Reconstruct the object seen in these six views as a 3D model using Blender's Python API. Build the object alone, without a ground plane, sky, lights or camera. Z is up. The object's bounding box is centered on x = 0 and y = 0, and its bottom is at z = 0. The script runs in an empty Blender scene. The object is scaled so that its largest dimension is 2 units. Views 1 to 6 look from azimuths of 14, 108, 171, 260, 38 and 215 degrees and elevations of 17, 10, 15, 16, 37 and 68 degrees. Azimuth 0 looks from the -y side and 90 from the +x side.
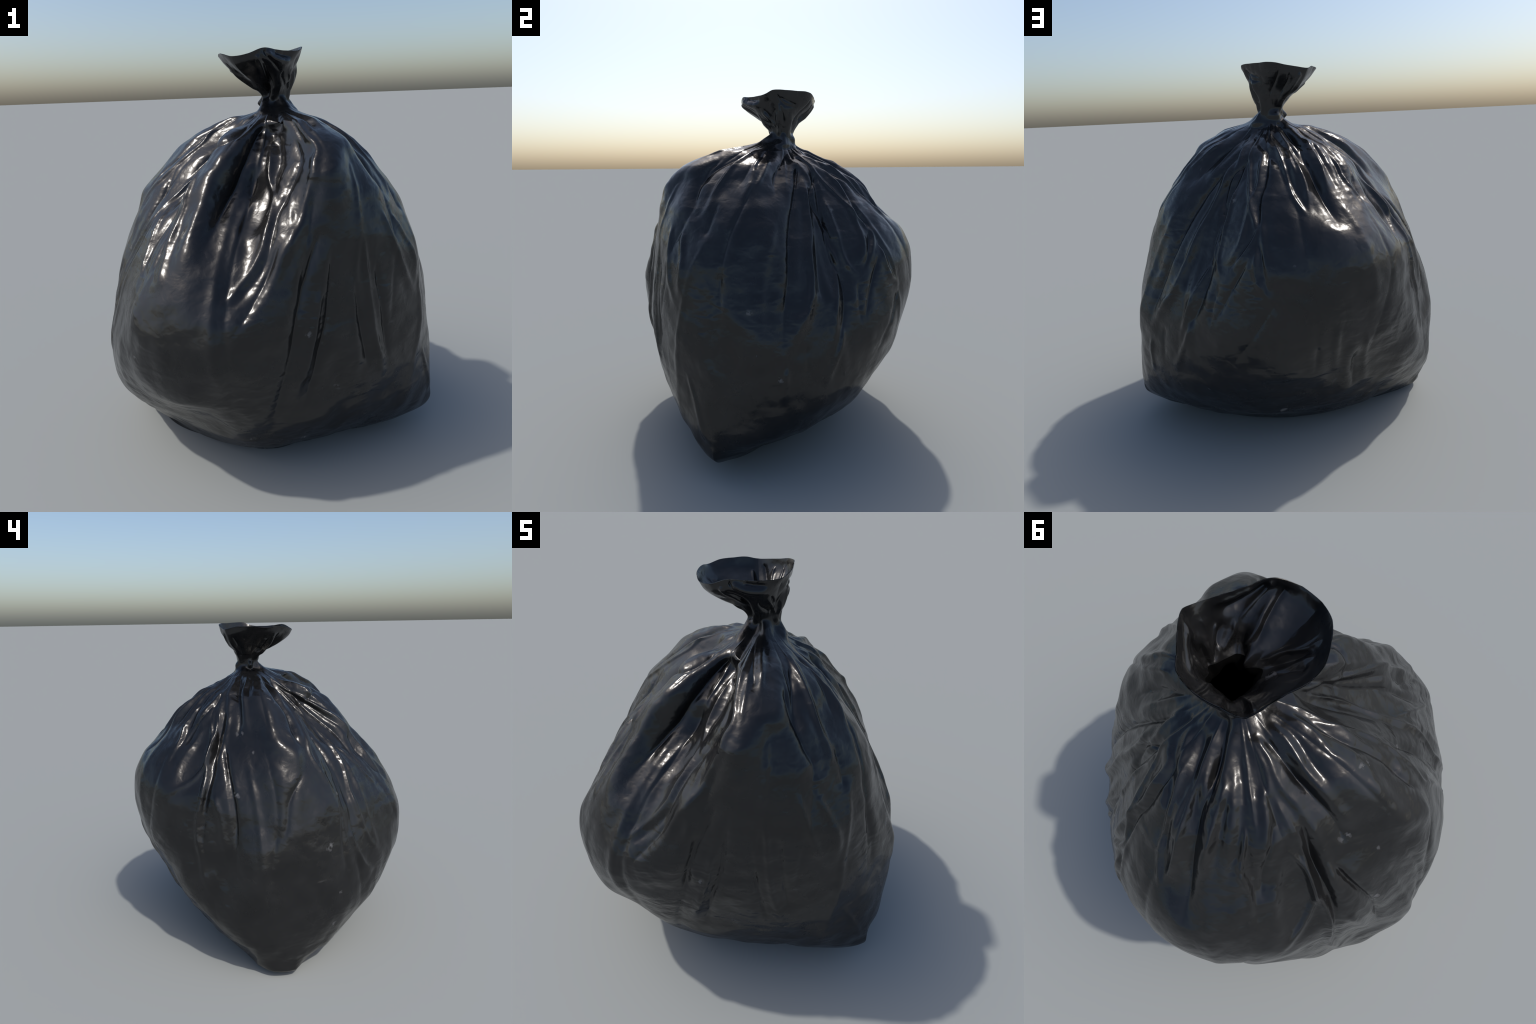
# A full, tied-off black refuse sack: a soft plastic body standing on a pointed
# lens-shaped base, gathered into a narrow neck that flares into a ragged open mouth.
import bpy
import math
import random
import numpy as np

random.seed(7)
rng = np.random.default_rng(7)

# ---------------------------------------------------------------- cross-sections
# Every section is a closed ring of 24 radii (m), one per 15 degrees counter-clockwise
# from +x, measured from the spine of the bag.
STEPS = 24
NECK_X, NECK_Y = 0.028, 0.095      # the neck stands a little behind the middle
NECK_Z = 1.77                      # narrowest place of the neck
RIM_Z = 1.98                       # nominal height of the mouth's edge
FILM = 0.003                       # thickness of the plastic film

SECTIONS = []


def section(z, radii):
    SECTIONS.append((z, np.array(radii, float)))


# standing on the ground: a lens with pointed ends
section(0, [0.509, 0.466, 0.409, 0.363, 0.331, 0.320, 0.322, 0.328, 0.343, 0.380, 0.472, 0.700,
    0.735, 0.665, 0.584, 0.497, 0.437, 0.408, 0.416, 0.406, 0.381, 0.399, 0.438, 0.470])
section(0.05, [0.760, 0.576, 0.492, 0.438, 0.404, 0.388, 0.391, 0.413, 0.446, 0.476, 0.552, 0.800,
    0.820, 0.720, 0.599, 0.542, 0.505, 0.483, 0.463, 0.450, 0.440, 0.447, 0.492, 0.616])
section(0.12, [0.880, 0.693, 0.605, 0.546, 0.505, 0.482, 0.477, 0.492, 0.543, 0.599, 0.678, 0.850,
    0.870, 0.790, 0.686, 0.597, 0.562, 0.555, 0.559, 0.548, 0.534, 0.549, 0.604, 0.725])
# lower body, swelling
section(0.22, [0.886, 0.841, 0.748, 0.667, 0.635, 0.606, 0.595, 0.599, 0.633, 0.670, 0.789, 0.895,
    0.870, 0.840, 0.780, 0.696, 0.649, 0.641, 0.664, 0.630, 0.611, 0.633, 0.686, 0.789])
section(0.36, [0.874, 0.865, 0.822, 0.781, 0.737, 0.703, 0.681, 0.670, 0.702, 0.788, 0.861, 0.893,
    0.875, 0.883, 0.858, 0.824, 0.756, 0.719, 0.732, 0.698, 0.676, 0.684, 0.732, 0.817])
section(0.52, [0.860, 0.865, 0.844, 0.819, 0.805, 0.793, 0.773, 0.739, 0.778, 0.853, 0.846, 0.900,
    0.869, 0.880, 0.872, 0.883, 0.869, 0.862, 0.796, 0.734, 0.698, 0.722, 0.760, 0.810])
section(0.7, [0.834, 0.858, 0.820, 0.816, 0.837, 0.845, 0.840, 0.838, 0.855, 0.854, 0.821, 0.879,
    0.866, 0.857, 0.849, 0.880, 0.904, 0.898, 0.854, 0.770, 0.724, 0.733, 0.762, 0.823])
section(0.88, [0.804, 0.804, 0.764, 0.755, 0.797, 0.842, 0.875, 0.882, 0.864, 0.818, 0.803, 0.831,
    0.845, 0.818, 0.795, 0.810, 0.880, 0.877, 0.844, 0.785, 0.708, 0.715, 0.766, 0.792])
# shoulders
section(1.06, [0.749, 0.723, 0.681, 0.644, 0.714, 0.792, 0.849, 0.870, 0.840, 0.778, 0.758, 0.765,
    0.791, 0.761, 0.713, 0.731, 0.774, 0.802, 0.724, 0.742, 0.708, 0.701, 0.742, 0.765])
section(1.22, [0.683, 0.633, 0.562, 0.539, 0.600, 0.675, 0.746, 0.772, 0.729, 0.650, 0.665, 0.684,
    0.735, 0.696, 0.637, 0.628, 0.655, 0.670, 0.565, 0.677, 0.695, 0.703, 0.700, 0.689])
section(1.36, [0.583, 0.524, 0.460, 0.420, 0.480, 0.530, 0.569, 0.600, 0.581, 0.539, 0.531, 0.566,
    0.653, 0.626, 0.529, 0.461, 0.591, 0.544, 0.414, 0.550, 0.691, 0.661, 0.639, 0.598])
section(1.48, [0.468, 0.365, 0.346, 0.343, 0.358, 0.409, 0.435, 0.466, 0.470, 0.455, 0.442, 0.466,
    0.551, 0.503, 0.416, 0.335, 0.463, 0.494, 0.367, 0.414, 0.657, 0.611, 0.542, 0.479])
section(1.58, [0.351, 0.253, 0.224, 0.243, 0.272, 0.275, 0.284, 0.311, 0.359, 0.328, 0.330, 0.369,
    0.433, 0.384, 0.264, 0.241, 0.359, 0.409, 0.255, 0.264, 0.557, 0.546, 0.416, 0.388])
section(1.66, [0.178, 0.147, 0.128, 0.119, 0.121, 0.142, 0.127, 0.124, 0.178, 0.178, 0.186, 0.198,
    0.238, 0.210, 0.182, 0.173, 0.165, 0.198, 0.206, 0.270, 0.379, 0.346, 0.264, 0.226])
# gathered neck
section(1.7, [0.109, 0.119, 0.118, 0.103, 0.091, 0.088, 0.091, 0.094, 0.097, 0.102, 0.098, 0.083,
    0.079, 0.080, 0.085, 0.103, 0.120, 0.130, 0.126, 0.128, 0.160, 0.174, 0.142, 0.116])
section(1.735, [0.072, 0.080, 0.096, 0.089, 0.082, 0.082, 0.087, 0.089, 0.077, 0.067, 0.062, 0.066,
    0.087, 0.061, 0.065, 0.081, 0.082, 0.076, 0.061, 0.053, 0.065, 0.106, 0.095, 0.079])
section(1.77, [0.066, 0.083, 0.073, 0.089, 0.082, 0.073, 0.069, 0.076, 0.084, 0.076, 0.067, 0.063,
    0.065, 0.064, 0.064, 0.070, 0.049, 0.051, 0.067, 0.058, 0.059, 0.060, 0.061, 0.062])
# flared mouth
section(1.815, [0.082, 0.093, 0.094, 0.097, 0.094, 0.090, 0.092, 0.103, 0.109, 0.101, 0.098, 0.097,
    0.097, 0.101, 0.118, 0.116, 0.085, 0.047, 0.076, 0.096, 0.097, 0.087, 0.079, 0.077])
section(1.87, [0.098, 0.113, 0.120, 0.109, 0.109, 0.112, 0.116, 0.124, 0.154, 0.175, 0.150, 0.143,
    0.146, 0.159, 0.190, 0.183, 0.185, 0.146, 0.127, 0.129, 0.126, 0.117, 0.108, 0.100])
section(1.93, [0.131, 0.124, 0.124, 0.125, 0.137, 0.152, 0.170, 0.180, 0.197, 0.217, 0.213, 0.208,
    0.214, 0.233, 0.251, 0.248, 0.262, 0.244, 0.224, 0.184, 0.155, 0.138, 0.128, 0.120])
section(1.98, [0.149, 0.139, 0.133, 0.136, 0.147, 0.173, 0.187, 0.197, 0.212, 0.243, 0.236, 0.237,
    0.260, 0.274, 0.280, 0.291, 0.292, 0.276, 0.232, 0.184, 0.159, 0.147, 0.146, 0.149])


# height of the mouth's edge, same 24 directions
RIM_HEIGHT = np.array([1.994, 1.997, 1.996, 1.995, 1.993, 1.992, 1.987, 1.975, 1.966, 1.957, 1.970, 1.972, 1.970, 1.963, 1.973, 1.965, 1.950, 1.956, 1.982, 1.976, 1.972, 1.972, 1.972, 1.978])

LEVELS = np.array([s[0] for s in SECTIONS])
RADII = np.array([s[1] for s in SECTIONS])


def spine(z):
    s = np.clip((np.asarray(z, float) - 0.9) / 0.75, 0, 1)
    s = s * s * (3 - 2 * s)
    return NECK_X * s, NECK_Y * s


def spline_weights(t, n, closed):
    """Catmull-Rom weights of the control values 0..n-1 at positions t."""
    t = np.asarray(t, float)
    i = np.floor(t).astype(int)
    if not closed:
        i = np.clip(i, 0, n - 2)
    f = t - i
    w = [-.5 * f + f * f - .5 * f ** 3, 1 - 2.5 * f * f + 1.5 * f ** 3,
         .5 * f + 2 * f * f - 1.5 * f ** 3, -.5 * f * f + .5 * f ** 3]
    W = np.zeros((len(t), n))
    rows = np.arange(len(t))
    for k, ww in enumerate(w):
        j = i - 1 + k
        if closed:
            np.add.at(W, (rows, j % n), ww)
        else:
            lo, hi = j < 0, j >= n
            mid = ~(lo | hi)
            np.add.at(W, (rows[mid], j[mid]), ww[mid])
            np.add.at(W, (rows[lo], np.zeros(lo.sum(), int)), 2 * ww[lo])
            np.add.at(W, (rows[lo], np.ones(lo.sum(), int)), -ww[lo])
            np.add.at(W, (rows[hi], np.full(hi.sum(), n - 1)), 2 * ww[hi])
            np.add.at(W, (rows[hi], np.full(hi.sum(), n - 2)), -ww[hi])
    return W


def level_of(z):
    return np.interp(z, LEVELS, np.arange(len(LEVELS)))


def height(z, rim):
    """Above the neck the levels fan out so that the last one follows the rim."""
    s = np.clip((z - NECK_Z) / (RIM_Z - NECK_Z), 0, 1)
    return np.where(z < NECK_Z, z, NECK_Z + (rim - NECK_Z) * s)


def on_bag(degrees, z):
    """Point of the smooth, unfolded bag at a direction and height."""
    t = np.radians(np.asarray(degrees, float))
    z = np.asarray(z, float)
    wt = spline_weights((t / (2 * np.pi) * STEPS) % STEPS, STEPS, True)
    wz = spline_weights(level_of(z), len(LEVELS), False)
    r = np.einsum("ka,ab,kb->k", wz, RADII, wt)
    cx, cy = spine(z)
    return np.stack([cx + r * np.cos(t), cy + r * np.sin(t), height(z, wt @ RIM_HEIGHT)], -1)


# ---------------------------------------------------------------- folds
FOLDS = []


def ridge(width, rise, line):
    FOLDS.append((width, rise, line, False, False))


def crease(width, depth, line):
    FOLDS.append((width, -depth, line, True, False))


def big_folds():
    """The folds that show: (direction in degrees, height in metres) down each one."""
    crease(0.03, 0.03, [(269.1, 1.647), (266.5, 1.583), (263.0, 1.424), (259.7, 1.324), (258.7, 1.245), (258.3, 1.092)])
    ridge(0.046, 0.03, [(255.8, 1.566), (251.5, 1.433), (251.6, 1.293), (252.9, 1.155), (254.1, 1.044)])
    ridge(0.016, 0.01, [(278.9, 1.609), (278.4, 1.447), (280.9, 1.339), (278.8, 1.179), (275.6, 1.086), (268.8, 0.977), (265.1, 0.911)])
    ridge(0.03, 0.016, [(271.3, 1.35), (267.3, 1.234), (268.3, 1.126), (267.6, 1.047)])
    ridge(0.025, 0.016, [(298.2, 1.568), (296.3, 1.444), (293.9, 1.343), (291.6, 1.257), (285.6, 1.14), (281.3, 0.998), (273.6, 0.834)])
    crease(0.022, 0.014, [(293.1, 1.615), (292.9, 1.5), (287.6, 1.372), (283.0, 1.286), (279.8, 1.124), (274.3, 1.009), (267.1, 0.888)])
    crease(0.016, 0.01, [(284.9, 1.222), (281.1, 1.08), (275.7, 0.943), (269.8, 0.824)])
    ridge(0.012, 0.01, [(221.2, 1.302), (225.9, 1.189), (230.6, 1.066), (233.0, 1.007)])
    crease(0.018, 0.012, [(243.6, 1.366), (238.4, 1.226), (240.2, 1.093), (244.0, 1.007)])
    ridge(0.02, 0.01, [(242.6, 1.273), (244.7, 1.116), (247.9, 0.995)])
    crease(0.028, 0.024, [(298.8, 1.254), (296.8, 1.153), (293.4, 0.989), (290.9, 0.828), (288.1, 0.68), (283.6, 0.457), (280.1, 0.228)])
    crease(0.018, 0.017, [(303.2, 1.21), (303.4, 1.034), (302.2, 0.862), (298.7, 0.709), (296.3, 0.543), (292.2, 0.402)])
    ridge(0.02, 0.013, [(300.2, 1.041), (297.1, 0.833), (293.4, 0.644), (288.4, 0.443)])
    crease(0.016, 0.014, [(313.0, 1.04), (314.5, 0.848), (317.5, 0.653), (319.5, 0.552)])
    ridge(0.018, 0.013, [(314.8, 1.244), (318.5, 1.0), (320.6, 0.755), (324.2, 0.576), (325.9, 0.421)])
    ridge(0.02, 0.012, [(325.4, 1.291), (330.3, 1.143), (335.7, 0.984), (342.1, 0.848)])
    crease(0.018, 0.014, [(250.0, 1.641), (249.9, 1.579), (216.7, 1.45)])
    crease(0.018, 0.02, [(44.6, 1.626), (33.2, 1.483), (27.2, 1.256), (26.4, 1.028), (23.8, 0.807), (22.4, 0.642)])
    ridge(0.028, 0.024, [(41.6, 1.534), (38.7, 1.28), (35.3, 0.942), (29.1, 0.784), (24.0, 0.64)])
    crease(0.012, 0.008, [(34.8, 1.11), (33.8, 0.944), (30.6, 0.813)])
    ridge(0.014, 0.011, [(55.3, 1.588), (63.5, 1.444), (68.8, 1.304), (71.7, 1.208), (65.4, 1.087), (59.4, 0.978)])
    ridge(0.014, 0.01, [(54.1, 1.446), (54.3, 1.259), (54.3, 1.079), (59.4, 0.978)])
    crease(0.016, 0.013, [(50.9, 1.411), (47.9, 1.195), (50.4, 1.002), (49.6, 0.894), (44.5, 0.713), (38.8, 0.508)])
    ridge(0.016, 0.01, [(72.9, 1.164), (72.4, 1.027), (77.5, 0.908)])
    crease(0.014, 0.012, [(70.4, 1.115), (62.3, 0.941), (55.4, 0.757)])
    crease(0.018, 0.01, [(79.2, 0.94), (70.1, 0.731), (62.0, 0.573)])
    ridge(0.018, 0.012, [(341.3, 1.682), (338.8, 1.59), (339.0, 1.47), (341.8, 1.356), (337.8, 1.273)])
    crease(0.018, 0.012, [(334.8, 1.644), (327.3, 1.556), (328.0, 1.436)])
    crease(0.012, 0.01, [(354.8, 1.644), (358.6, 1.537)])
    ridge(0.012, 0.008, [(4.9, 1.607), (3.6, 1.52), (2.6, 1.455)])
    ridge(0.02, 0.01, [(333.0, 1.27), (341.8, 1.066), (343.6, 0.885)])
    ridge(0.016, 0.008, [(347.7, 0.557), (353.6, 0.36), (357.2, 0.188)])
    ridge(0.012, 0.012, [(82.6, 1.609), (86.6, 1.505), (89.1, 1.365), (91.1, 1.312), (93.5, 1.273)])
    ridge(0.012, 0.012, [(95.6, 1.622), (96.2, 1.517), (96.5, 1.417), (94.7, 1.336), (93.5, 1.273)])
    crease(0.024, 0.022, [(108.7, 1.669), (103.3, 1.544), (102.2, 1.4), (102.7, 1.304), (102.0, 1.201)])
    ridge(0.014, 0.012, [(116.0, 1.618), (112.2, 1.541), (107.5, 1.439), (105.1, 1.342)])
    ridge(0.012, 0.014, [(126.2, 1.55), (120.7, 1.412), (122.1, 1.333), (122.0, 1.235)])
    crease(0.014, 0.012, [(137.9, 1.527), (128.6, 1.387), (125.0, 1.266)])
    ridge(0.014, 0.012, [(138.6, 1.459), (143.0, 1.282), (136.5, 1.141), (124.2, 1.036)])
    crease(0.016, 0.014, [(76.1, 1.61), (75.5, 1.479), (72.1, 1.338), (71.6, 1.23), (64.2, 1.085), (60.2, 1.028)])
    ridge(0.016, 0.012, [(71.4, 1.581), (71.1, 1.421), (67.4, 1.295), (64.9, 1.141), (58.4, 1.031)])
    crease(0.012, 0.012, [(57.6, 1.536), (44.0, 1.411), (49.7, 1.234), (49.7, 1.07)])
    ridge(0.016, 0.01, [(47.4, 1.201), (50.3, 1.057), (43.6, 0.807), (41.3, 0.603)])
    crease(0.016, 0.01, [(72.5, 1.204), (75.2, 1.046), (76.5, 0.932)])
    crease(0.016, 0.01, [(57.5, 0.986), (55.3, 0.867), (54.7, 0.761)])
    crease(0.014, 0.01, [(28.1, 1.659), (13.8, 1.532), (16.6, 1.39)])
    ridge(0.018, 0.01, [(47.2, 0.801), (43.2, 0.644), (37.5, 0.477)])
    ridge(0.016, 0.01, [(24.4, 0.625), (23.2, 0.407)])
    crease(0.02, 0.01, [(31.5, 0.722), (31.9, 0.511)])
    ridge(0.022, 0.01, [(97.6, 0.803), (98.3, 0.625), (102.1, 0.42)])
    crease(0.014, 0.01, [(105.8, 0.614), (112.4, 0.308)])
    ridge(0.02, 0.008, [(108.0, 0.75), (112.7, 0.517), (119.9, 0.279)])
    crease(0.018, 0.008, [(91.9, 0.689), (92.0, 0.494)])
    ridge(0.018, 0.018, [(141.4, 1.624), (145.2, 1.441), (142.4, 1.256), (143.0, 1.129), (140.3, 0.898), (142.4, 0.734), (144.6, 0.583), (151.8, 0.43)])
    crease(0.014, 0.012, [(143.8, 1.576), (145.7, 1.339), (145.7, 1.197), (143.1, 1.013), (142.3, 0.865)])
    crease(0.012, 0.016, [(151.1, 1.359), (155.7, 1.111), (157.0, 0.927), (157.7, 0.642)])
    ridge(0.024, 0.012, [(147.5, 1.086), (151.1, 0.918), (154.3, 0.666)])
    crease(0.016, 0.014, [(155.6, 1.643), (161.7, 1.481), (159.4, 1.333)])
    ridge(0.045, 0.016, [(182.7, 1.571), (179.6, 1.397), (186.5, 1.287), (192.3, 1.243)])
    crease(0.02, 0.012, [(190.4, 1.222), (179.7, 1.071), (176.9, 0.939), (174.1, 0.785)])
    ridge(0.012, 0.008, [(191.8, 1.675), (201.8, 1.535), (200.1, 1.388), (196.2, 1.277), (200.0, 1.129), (204.0, 1.011)])
    crease(0.014, 0.014, [(190.8, 1.66), (194.8, 1.511), (192.3, 1.385), (192.8, 1.301)])
    ridge(0.014, 0.014, [(220.8, 1.65), (225.9, 1.492), (219.7, 1.358), (217.0, 1.194), (212.4, 1.003), (215.4, 0.752), (224.8, 0.583)])
    ridge(0.014, 0.014, [(220.8, 1.669), (230.5, 1.579), (236.9, 1.487), (241.8, 1.33), (242.2, 1.111), (238.9, 0.937)])
    crease(0.02, 0.016, [(232.4, 1.647), (231.2, 1.48), (232.8, 1.295), (231.3, 1.123), (236.5, 0.967)])
    crease(0.014, 0.01, [(202.7, 1.45), (207.6, 1.285), (206.1, 1.093), (203.7, 0.87)])
    crease(0.014, 0.01, [(202.3, 0.999), (200.7, 0.808), (201.3, 0.598)])
    ridge(0.018, 0.012, [(205.0, 0.883), (209.9, 0.638), (217.6, 0.548)])
    ridge(0.02, 0.01, [(120.4, 1.445), (117.3, 1.318)])
    crease(0.02, 0.01, [(126.3, 1.572), (123.8, 1.359), (122.9, 1.155)])
    ridge(0.025, 0.01, [(135.6, 1.419), (128.1, 1.227), (128.2, 1.078)])
    crease(0.022, 0.02, [(323.0, 1.623), (324.9, 1.536), (329.7, 1.423), (335.8, 1.309)])
    crease(0.016, 0.01, [(345.4, 1.394), (347.0, 1.285), (347.2, 1.211)])
    ridge(0.02, 0.01, [(353.0, 1.637), (358.0, 1.518), (358.8, 1.375)])
    ridge(0.014, 0.01, [(308.6, 1.718), (309.4, 1.665), (308.2, 1.607)])
    crease(0.014, 0.012, [(298.1, 1.7), (304.4, 1.657), (304.2, 1.619)])
    ridge(0.014, 0.01, [(296.1, 1.676), (297.4, 1.605), (299.1, 1.549), (295.8, 1.45)])
    crease(0.014, 0.013, [(322.2, 1.07), (324.2, 0.874), (328.5, 0.493)])
    crease(0.025, 0.01, [(358.9, 1.105), (1.1, 0.884), (359.9, 0.69)])
    ridge(0.018, 0.012, [(271.7, 1.963), (284.2, 1.936), (305.4, 1.929), (329.8, 1.93)])
    crease(0.01, 0.01, [(282.4, 1.799), (269.4, 1.86), (269.5, 1.897), (268.6, 1.936)])
    crease(0.008, 0.007, [(240.1, 1.812), (228.0, 1.84), (221.3, 1.889), (222.4, 1.948)])
    ridge(0.012, 0.009, [(223.1, 1.79), (214.4, 1.855), (215.0, 1.923)])
    crease(0.008, 0.008, [(331.6, 1.812), (304.5, 1.851), (301.5, 1.89)])
    ridge(0.01, 0.009, [(1.3, 1.792), (334.3, 1.851), (314.2, 1.902)])
    crease(0.009, 0.008, [(35.1, 1.794), (22.5, 1.871), (5.7, 1.956)])
    ridge(0.01, 0.009, [(11.2, 1.786), (5.1, 1.884)])
    crease(0.008, 0.009, [(270.8, 1.976), (274.9, 1.942), (284.1, 1.913), (301.1, 1.869)])
    ridge(0.012, 0.009, [(263.0, 1.963), (265.5, 1.897), (258.8, 1.821)])
    crease(0.01, 0.009, [(283.1, 1.968), (298.4, 1.96), (324.7, 1.951)])
    crease(0.008, 0.008, [(215.8, 1.945), (218.3, 1.887), (230.1, 1.824), (225.0, 1.773)])
    crease(0.007, 0.007, [(325.4, 1.903), (338.8, 1.855), (336.0, 1.783)])
    ridge(0.01, 0.008, [(17.2, 1.919), (17.2, 1.855), (17.3, 1.783)])
    crease(0.009, 0.008, [(7.9, 1.962), (29.9, 1.907), (76.9, 1.895)])
    crease(0.007, 0.007, [(96.3, 1.956), (91.6, 1.888), (77.7, 1.82), (92.6, 1.77)])
    crease(0.008, 0.008, [(111.3, 1.95), (113.4, 1.902), (108.9, 1.847), (101.2, 1.786)])
    ridge(0.012, 0.008, [(128.3, 1.96), (123.5, 1.889), (118.4, 1.827)])
    crease(0.01, 0.008, [(13.7, 1.944), (49.4, 1.918), (71.8, 1.898)])
    crease(0.008, 0.008, [(206.7, 1.923), (202.7, 1.843), (183.6, 1.758)])
    ridge(0.012, 0.008, [(197.9, 1.92), (201.6, 1.833)])
    crease(0.01, 0.008, [(143.1, 1.929), (145.6, 1.862), (135.7, 1.78)])
    ridge(0.022, 0.011, [(116.9, 1.685), (113.0, 1.622), (109.9, 1.551), (106.7, 1.435), (105.8, 1.337)])
    ridge(0.02, -0.012, [(115.7, 1.6), (114.4, 1.541), (112.7, 1.456), (110.0, 1.317)])
    ridge(0.02, 0.011, [(133.7, 1.683), (141.3, 1.638), (141.7, 1.601), (136.2, 1.559), (131.1, 1.424), (125.8, 1.296)])
    ridge(0.024, -0.012, [(124.0, 1.667), (125.9, 1.603), (123.6, 1.548), (118.2, 1.383), (116.9, 1.305)])
    ridge(0.016, 0.01, [(143.1, 1.676), (148.5, 1.64), (147.6, 1.592), (151.6, 1.524), (151.5, 1.401)])
    ridge(0.02, -0.013, [(150.5, 1.678), (158.1, 1.624), (157.9, 1.578), (159.1, 1.476)])
    ridge(0.022, 0.012, [(164.6, 1.679), (168.4, 1.658), (164.9, 1.609), (165.1, 1.569), (165.5, 1.512), (166.5, 1.412), (169.7, 1.361)])
    ridge(0.018, -0.01, [(172.4, 1.682), (173.8, 1.656), (169.6, 1.607), (170.1, 1.563)])
    ridge(0.022, 0.01, [(185.8, 1.679), (186.4, 1.651), (180.0, 1.617), (180.2, 1.589), (178.7, 1.481)])
    ridge(0.018, -0.01, [(193.9, 1.673), (193.3, 1.633), (192.5, 1.584), (189.5, 1.525)])
    crease(0.016, 0.014, [(150.3, 1.518), (148.1, 1.417), (145.5, 1.293), (144.0, 1.152), (142.7, 0.736)])
    ridge(0.02, 0.008, [(153.5, 1.499), (151.1, 1.348), (147.5, 1.147)])
    crease(0.016, 0.01, [(152.2, 1.305), (153.6, 1.198), (157.8, 0.828)])
    ridge(0.022, -0.012, [(78.6, 1.66), (88.9, 1.6), (98.6, 1.535), (101.2, 1.396), (102.0, 1.289)])
    ridge(0.022, 0.01, [(92.1, 1.663), (100.3, 1.595), (104.4, 1.55), (105.7, 1.47)])
    ridge(0.024, -0.01, [(58.4, 1.621), (80.5, 1.531), (89.1, 1.408), (96.6, 1.279)])
    ridge(0.02, 0.009, [(63.3, 1.64), (80.6, 1.572), (93.0, 1.482), (98.5, 1.317)])
    crease(0.018, 0.012, [(47.8, 1.634), (54.7, 1.58), (48.6, 1.303), (53.7, 1.102)])
    ridge(0.02, 0.01, [(36.3, 1.624), (48.2, 1.475), (41.0, 1.107)])
    crease(0.018, 0.012, [(226.6, 1.604), (235.0, 1.485), (240.6, 1.166)])
    # the broad roll left of the deep front hollow, and the hollow itself
    ridge(0.045, 0.016, [(241, 1.64), (243, 1.54), (246, 1.42), (249, 1.3)])
    ridge(0.03, -0.016, [(287, 1.6), (283, 1.45), (277, 1.28), (275, 1.18)])
    ridge(0.025, -0.03, [(283, 1.74), (284, 1.67), (285, 1.58)])
    # a fuller place low on the back
    ridge(0.05, 0.022, [(104, .7), (105, .52), (108, .36), (112, .25)])


def long_pleats():
    """Broad, shallow pleats hanging from the shoulders well down the sides."""
    n = 24
    for k in range(n):
        a = 360 * (k + rng.uniform(-.4, .4)) / n
        high, low = rng.uniform(1.25, 1.55), rng.uniform(.25, .70)
        d = rng.uniform(-9, 9)
        line = [(a, high), (a + d * .35 + rng.uniform(-2, 2), (2 * high + low) / 3),
                (a + d * .7 + rng.uniform(-2, 2), (high + 2 * low) / 3), (a + d, low)]
        if k % 2:
            ridge(rng.uniform(.016, .032), rng.uniform(.004, .008), line)
        else:
            crease(rng.uniform(.014, .024), rng.uniform(.004, .009), line)


def gathers():
    """Small pleats that fan down out of the tied neck and carry on up into the mouth."""
    n = 20
    for k in range(n):
        a = 360 * (k + rng.uniform(-.35, .35)) / n
        low = 1.69 - rng.uniform(.12, .38)
        drift = rng.uniform(-5, 5)
        top = rng.uniform(1.84, 1.95)
        line = [(a + drift, low), (a + drift * .5, (1.68 + low) / 2), (a, 1.69), (a, 1.74),
                (a + rng.uniform(-3, 3), 1.79), (a + rng.uniform(-9, 9), top)]
        w = rng.uniform(.009, .015)
        if k % 2:
            FOLDS.append((w, rng.uniform(.004, .007), line, False, True))
        else:
            FOLDS.append((w, -rng.uniform(.004, .008), line, True, True))


def smooth(x):
    x = np.clip(x, 0, 1)
    return x * x * (3 - 2 * x)


def fold_line(line, per=7):
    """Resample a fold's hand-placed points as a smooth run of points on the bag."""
    a = np.unwrap(np.radians([p[0] for p in line]))
    z = np.array([p[1] for p in line])
    t = np.linspace(0, len(line) - 1, per * (len(line) - 1) + 1)
    w = spline_weights(t, len(line), False) if len(line) > 2 else np.stack([1 - t, t], -1)
    return on_bag(np.degrees(w @ a), w @ z), t / t[-1]


def fold_displacement(P):
    shape = P.shape[:2]
    flat = P.reshape(-1, 3)
    out = np.zeros(len(flat))
    for width, rise, line, sharp, tied in FOLDS:
        q, s = fold_line(line)
        reach = 3.2 * width
        near = np.nonzero(np.all((flat > q.min(0) - reach) & (flat < q.max(0) + reach), 1))[0]
        if not len(near):
            continue
        p = flat[near]
        best = np.full(len(p), 1e9)
        along = np.zeros(len(p))
        for a, b, sa, sb in zip(q[:-1], q[1:], s[:-1], s[1:]):
            ab = b - a
            t = np.clip((p - a) @ ab / max(ab @ ab, 1e-12), 0, 1)
            d = np.linalg.norm(p - a - t[:, None] * ab, axis=1)
            closer = d < best
            best = np.where(closer, d, best)
            along = np.where(closer, sa + (sb - sa) * t, along)
        start = .15 if line[0][1] > 1.5 and not tied else .22   # the big folds grow out of the neck
        fade = smooth(along / start) * smooth((1 - along) / .35)
        wloc = width * (.75 + .5 * along)
        if tied:        # pulled tight where the neck is tied
            tight = .18 + .82 * smooth(abs(p[:, 2] - 1.735) / .16)
            wloc, fade = wloc * tight, fade * tight
        x = best / wloc
        prof = np.exp(-np.sqrt(x * x + .12) * 1.35 + .468) if sharp else np.exp(-x * x)
        prof = prof * smooth((3.2 - x) / 1.5)
        out[near] += rise * fade * prof
    return out.reshape(shape)


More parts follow.
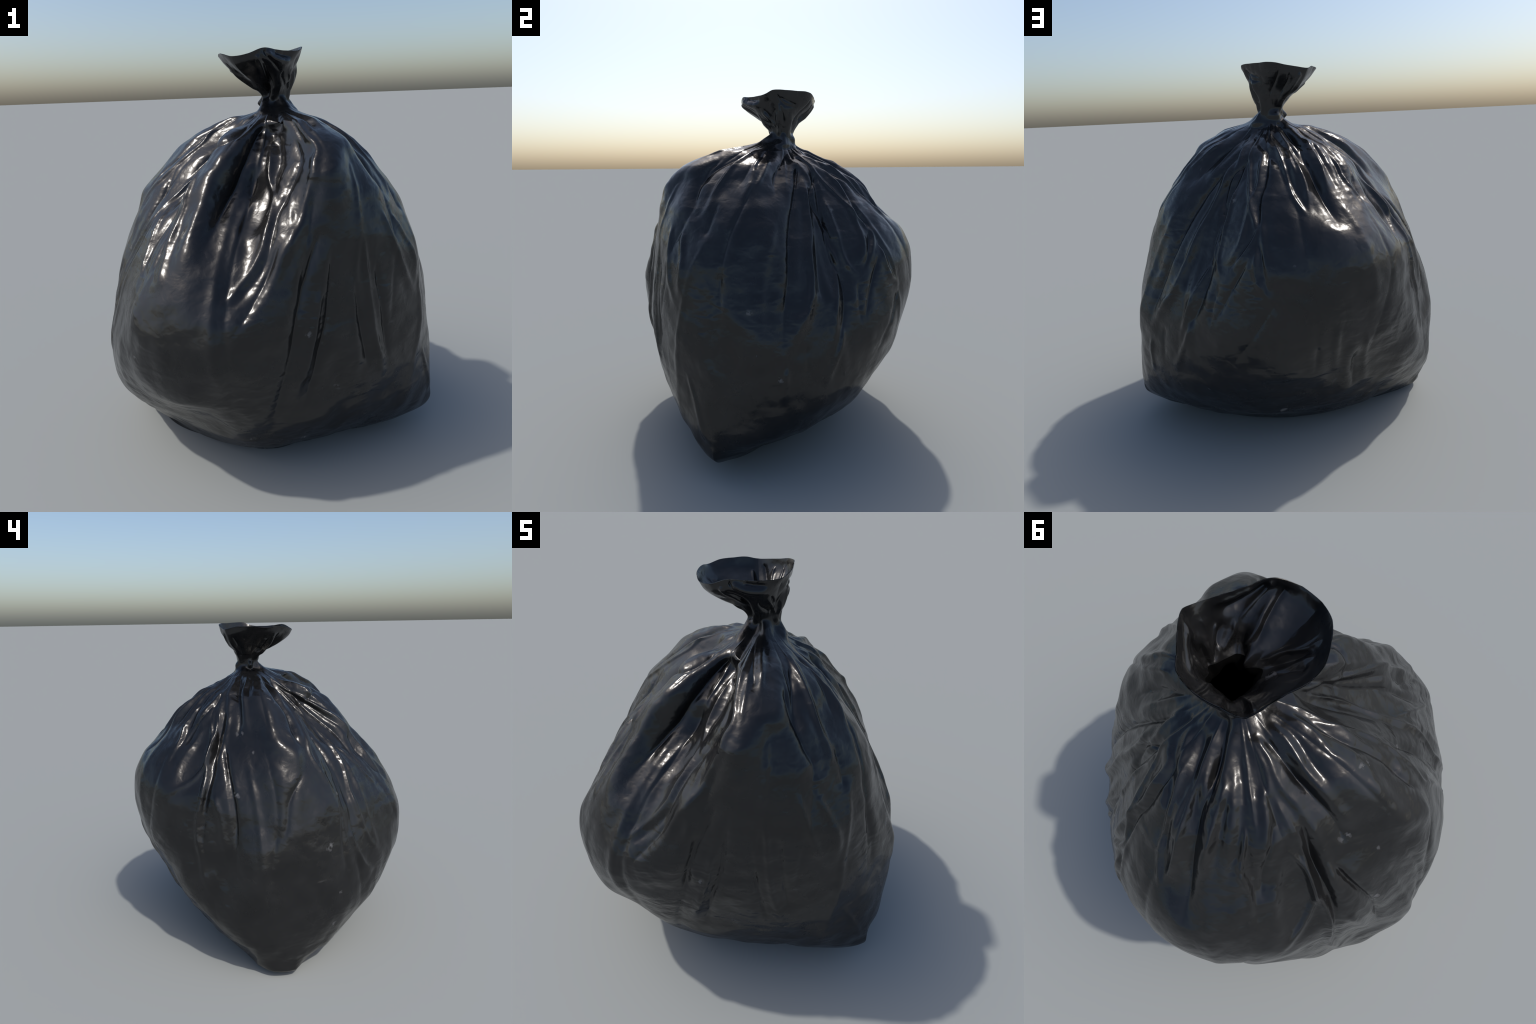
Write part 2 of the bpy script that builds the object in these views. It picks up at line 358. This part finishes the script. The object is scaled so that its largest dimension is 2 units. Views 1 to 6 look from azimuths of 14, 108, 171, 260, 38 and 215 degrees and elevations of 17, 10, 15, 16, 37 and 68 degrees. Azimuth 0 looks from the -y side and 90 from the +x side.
def noise_field(P, wave, count, seed):
    """Smooth random relief: a sum of waves in random directions, about unit size."""
    g = np.random.default_rng(seed)
    out = np.zeros(P.shape[:2])
    for _ in range(count):
        k = g.normal(size=3)
        k *= 2 * np.pi / (wave * g.uniform(.7, 1.5)) / np.linalg.norm(k)
        out += np.sin(P @ k + g.uniform(0, 6.28))
    return out / math.sqrt(count / 2)


def normals_of(P):
    du = np.roll(P, -1, 1) - np.roll(P, 1, 1)
    dv = np.gradient(P, axis=0)
    n = np.cross(du, dv)
    return n / np.maximum(np.linalg.norm(n, axis=-1, keepdims=True), 1e-12)


# ---------------------------------------------------------------- surface
AROUND = 720
zs = np.concatenate([np.linspace(0, .14, 40)[:-1], np.linspace(.14, 1.40, 260)[:-1],
                     np.linspace(1.40, 1.72, 110)[:-1], np.linspace(1.72, RIM_Z, 70)])
SACK_TOP = int(np.argmin(abs(zs - 1.695)))
NECK_TOP = int(np.argmin(abs(zs - 1.79)))
LINING = int(np.argmin(abs(zs - 1.62)))

theta = np.arange(AROUND) * 2 * np.pi / AROUND
WT = spline_weights(np.arange(AROUND) * STEPS / AROUND, STEPS, True)
WZ = spline_weights(level_of(zs), len(LEVELS), False)
# the pointed foot and the stiff mouth are creased into flats between the control directions
WL = np.zeros_like(WT)
at = np.arange(AROUND) * STEPS / AROUND
for c in (0, 1):
    k = np.floor(at).astype(int) + c
    WL[np.arange(AROUND), k % STEPS] += np.where(c, at % 1, 1 - at % 1)
flat = (smooth((zs - 1.80) / .12) * .75 + smooth((.34 - zs) / .2) * .85)[:, None]
R = (WZ @ RADII @ WT.T) * (1 - flat) + (WZ @ RADII @ WL.T) * flat
# the sealed corner of the bag pinched into the foot on the -x side
away = abs((np.degrees(theta) - 175 + 180) % 360 - 180)
R += .08 * np.exp(-(away / 8.5) ** 3)[None] * smooth((.13 - zs) / .13)[:, None]
CX, CY = spine(zs)
base = np.empty(R.shape + (3,))
base[..., 0] = CX[:, None] + R * np.cos(theta)
base[..., 1] = CY[:, None] + R * np.sin(theta)
base[..., 2] = height(zs[:, None], (WT @ RIM_HEIGHT)[None])

big_folds()
long_pleats()
gathers()
relief = fold_displacement(base)
calm = smooth(zs / .10)[:, None] * smooth((1.70 - zs) / .25)[:, None]
relief += .0013 * calm * noise_field(base, .13, 20, 5)
relief += .003 * calm * noise_field(base, .30, 14, 3)
relief *= smooth(zs / .06)[:, None]
# everything is pulled tight where the neck is tied
relief *= (1 - .85 * smooth((zs - 1.64) / .08) * smooth((1.84 - zs) / .08))[:, None]
outer = base + normals_of(base) * relief[..., None]
outer[..., 2] = np.maximum(outer[..., 2], 0)
N_OUT = normals_of(outer)
inner = outer - N_OUT * FILM
inner[-1] = outer[-1] - N_OUT[-1] * FILM

# ---------------------------------------------------------------- materials
def black_plastic():
    m = bpy.data.materials.new("black_plastic_film")
    m.use_nodes = True
    nt = m.node_tree
    nodes, links = nt.nodes, nt.links
    bsdf = nodes["Principled BSDF"]
    co = nodes.new("ShaderNodeTexCoord").outputs["Object"]

    def noise(scale, detail=4, rough=.55, vec=None, distortion=0):
        n = nodes.new("ShaderNodeTexNoise")
        n.inputs["Scale"].default_value = scale
        n.inputs["Detail"].default_value = detail
        n.inputs["Roughness"].default_value = rough
        n.inputs["Distortion"].default_value = distortion
        links.new(vec or co, n.inputs["Vector"])
        return n.outputs["Fac"]

    def ramp(x, a, b, y0=0., y1=1.):
        n = nodes.new("ShaderNodeMapRange")
        n.inputs["From Min"].default_value = a
        n.inputs["From Max"].default_value = b
        n.inputs["To Min"].default_value = y0
        n.inputs["To Max"].default_value = y1
        links.new(x, n.inputs["Value"])
        return n.outputs["Result"]

    def math_(op, a, b):
        n = nodes.new("ShaderNodeMath")
        n.operation = op
        for s, v in zip(n.inputs, (a, b)):
            if isinstance(v, (int, float)):
                s.default_value = v
            else:
                links.new(v, s)
        return n.outputs[0]

    def mix(fac, a, b):
        n = nodes.new("ShaderNodeMix")
        n.data_type = "RGBA"
        links.new(fac, n.inputs["Factor"])
        for s, v in ((n.inputs["A"], a), (n.inputs["B"], b)):
            if isinstance(v, tuple):
                s.default_value = (*v, 1)
            else:
                links.new(v, s)
        return n.outputs["Result"]

    # near-black film with faint cloudy wear
    cloud = ramp(noise(6, 6, .6), .35, .68)
    col = mix(cloud, (.0045, .0045, .0048), (.0105, .0105, .0108))
    # a few small pale scuffs
    warp = nodes.new("ShaderNodeVectorMath")
    warp.operation = "ADD"
    nz = nodes.new("ShaderNodeTexNoise")
    nz.inputs["Scale"].default_value = 9
    links.new(co, nz.inputs["Vector"])
    sc = nodes.new("ShaderNodeVectorMath")
    sc.operation = "SCALE"
    sc.inputs["Scale"].default_value = .10
    links.new(nz.outputs["Color"], sc.inputs[0])
    links.new(co, warp.inputs[0])
    links.new(sc.outputs[0], warp.inputs[1])
    vo = nodes.new("ShaderNodeTexVoronoi")
    vo.inputs["Scale"].default_value = 5.5
    links.new(warp.outputs[0], vo.inputs["Vector"])
    sep = nodes.new("ShaderNodeSeparateColor")
    links.new(vo.outputs["Color"], sep.inputs[0])
    chosen = ramp(sep.outputs[0], .5, .51)
    spot = ramp(vo.outputs["Distance"], .13, .05)
    torn = ramp(noise(40, 3), .46, .58)
    scuff = math_("MULTIPLY", math_("MULTIPLY", chosen, spot), torn)
    col = mix(math_("MULTIPLY", scuff, .8), col, (.13, .13, .135))
    links.new(col, bsdf.inputs["Base Color"])

    rough = math_("ADD", ramp(noise(5, 5, .6), .3, .7, .19, .31), math_("MULTIPLY", scuff, .3))
    links.new(rough, bsdf.inputs["Roughness"])
    bsdf.inputs["IOR"].default_value = 1.5
    bsdf.inputs["Specular IOR Level"].default_value = .5

    # dimples and ripples of the thin film
    stretch = nodes.new("ShaderNodeMapping")
    stretch.inputs["Scale"].default_value = (1, 1, 2.2)
    links.new(co, stretch.inputs["Vector"])
    ripple = math_("MULTIPLY", noise(11, 1, .4, stretch.outputs[0], .4), ramp(noise(3.2, 2), .45, .62, 0, .013))
    h = math_("ADD", math_("MULTIPLY", noise(20, 2, .4, distortion=.3), .006),
              math_("MULTIPLY", noise(60, 2, .5), .0008))
    h = math_("ADD", h, ripple)
    h = math_("ADD", h, math_("MULTIPLY", noise(6.5, 1, .4, distortion=.4), .016))
    bump = nodes.new("ShaderNodeBump")
    bump.inputs["Strength"].default_value = .65
    bump.inputs["Distance"].default_value = 1.0
    links.new(h, bump.inputs["Height"])
    links.new(bump.outputs["Normal"], bsdf.inputs["Normal"])
    return m


plastic = black_plastic()


def throat_shadow_black():
    """The unglossed inner face of the film, down in the throat."""
    m = bpy.data.materials.new("film_blackened_for_throat_shadow")
    m.use_nodes = True
    b = m.node_tree.nodes["Principled BSDF"]
    n = m.node_tree.nodes.new("ShaderNodeTexNoise")
    n.inputs["Scale"].default_value = 30
    r = m.node_tree.nodes.new("ShaderNodeValToRGB")
    r.color_ramp.elements[0].color = (.0008, .0008, .0008, 1)
    r.color_ramp.elements[1].color = (.002, .002, .002, 1)
    m.node_tree.links.new(n.outputs["Fac"], r.inputs["Fac"])
    m.node_tree.links.new(r.outputs["Color"], b.inputs["Base Color"])
    b.inputs["Roughness"].default_value = .9
    b.inputs["Specular IOR Level"].default_value = .05
    return m


throat = throat_shadow_black()


# ---------------------------------------------------------------- parts
def mesh_part(name, verts, normals, faces, material, parent, dark_from=None, dark_to=0):
    me = bpy.data.meshes.new(name)
    me.from_pydata(verts.tolist(), [], faces)
    me.materials.append(material)
    if dark_from is not None:
        me.materials.append(throat)
        me.polygons.foreach_set("material_index", [int(dark_from <= k < dark_to) for k in range(len(me.polygons))])
    me.shade_smooth()
    me.normals_split_custom_set_from_vertices(normals.tolist())
    ob = bpy.data.objects.new(name, me)
    ob.parent = parent
    bpy.context.collection.objects.link(ob)
    return ob


def grid_faces(rows, start=0, flip=False):
    i, j = np.meshgrid(np.arange(rows - 1), np.arange(AROUND), indexing="ij")
    k = (j + 1) % AROUND
    f = np.stack([i * AROUND + j, i * AROUND + k, (i + 1) * AROUND + k, (i + 1) * AROUND + j], -1).reshape(-1, 4) + start
    return (f[:, ::-1] if flip else f).tolist()


def film_part(name, lo, hi, lining_lo, material, parent, bottom=False, lip=False, dark=False):
    """Rows lo..hi of the outside, with the lining (rows lining_lo..hi) behind them."""
    V, N = [outer[lo:hi + 1].reshape(-1, 3)], [N_OUT[lo:hi + 1].reshape(-1, 3)]
    faces = grid_faces(hi - lo + 1)
    n = (hi - lo + 1) * AROUND
    start, f0 = n, len(faces)
    V.append(inner[lining_lo:hi + 1].reshape(-1, 3))
    N.append(-N_OUT[lining_lo:hi + 1].reshape(-1, 3))
    faces += grid_faces(hi - lining_lo + 1, start, True)
    n += (hi - lining_lo + 1) * AROUND
    f1 = len(faces)
    if lip:
        o = (hi - lo) * AROUND
        q = start + (hi - lining_lo) * AROUND
        faces += [(o + j, o + (j + 1) % AROUND, q + (j + 1) % AROUND, q + j) for j in range(AROUND)]
    if bottom:
        ring = outer[0]
        mid = ring.mean(0)
        prev = 0
        for s in (.8, .55, .3, .1):
            p = mid + (ring - mid) * s
            p[:, 2] = 0
            V.append(p)
            N.append(np.tile([0, 0, -1.], (AROUND, 1)))
            faces += [(n + j, n + (j + 1) % AROUND, prev + (j + 1) % AROUND, prev + j) for j in range(AROUND)]
            prev = n
            n += AROUND
        V.append(mid[None] * [1, 1, 0])
        N.append(np.array([[0, 0, -1.]]))
        faces += [(n, prev + (j + 1) % AROUND, prev + j) for j in range(AROUND)]
    return mesh_part(name, np.concatenate(V), np.concatenate(N), faces, material, parent, f0 if dark else None, f1)


bag = bpy.data.objects.new("rubbish_bag", None)
bpy.context.collection.objects.link(bag)
bag["label"] = "full black plastic rubbish bag gathered at its neck"
bag["category"] = "rubbish bag"

film_part("sack", 0, SACK_TOP, LINING, plastic, bag, bottom=True, dark=True)
film_part("neck", SACK_TOP, NECK_TOP, SACK_TOP, plastic, bag, dark=True)
film_part("mouth", NECK_TOP, len(zs) - 1, NECK_TOP, plastic, bag, lip=True)
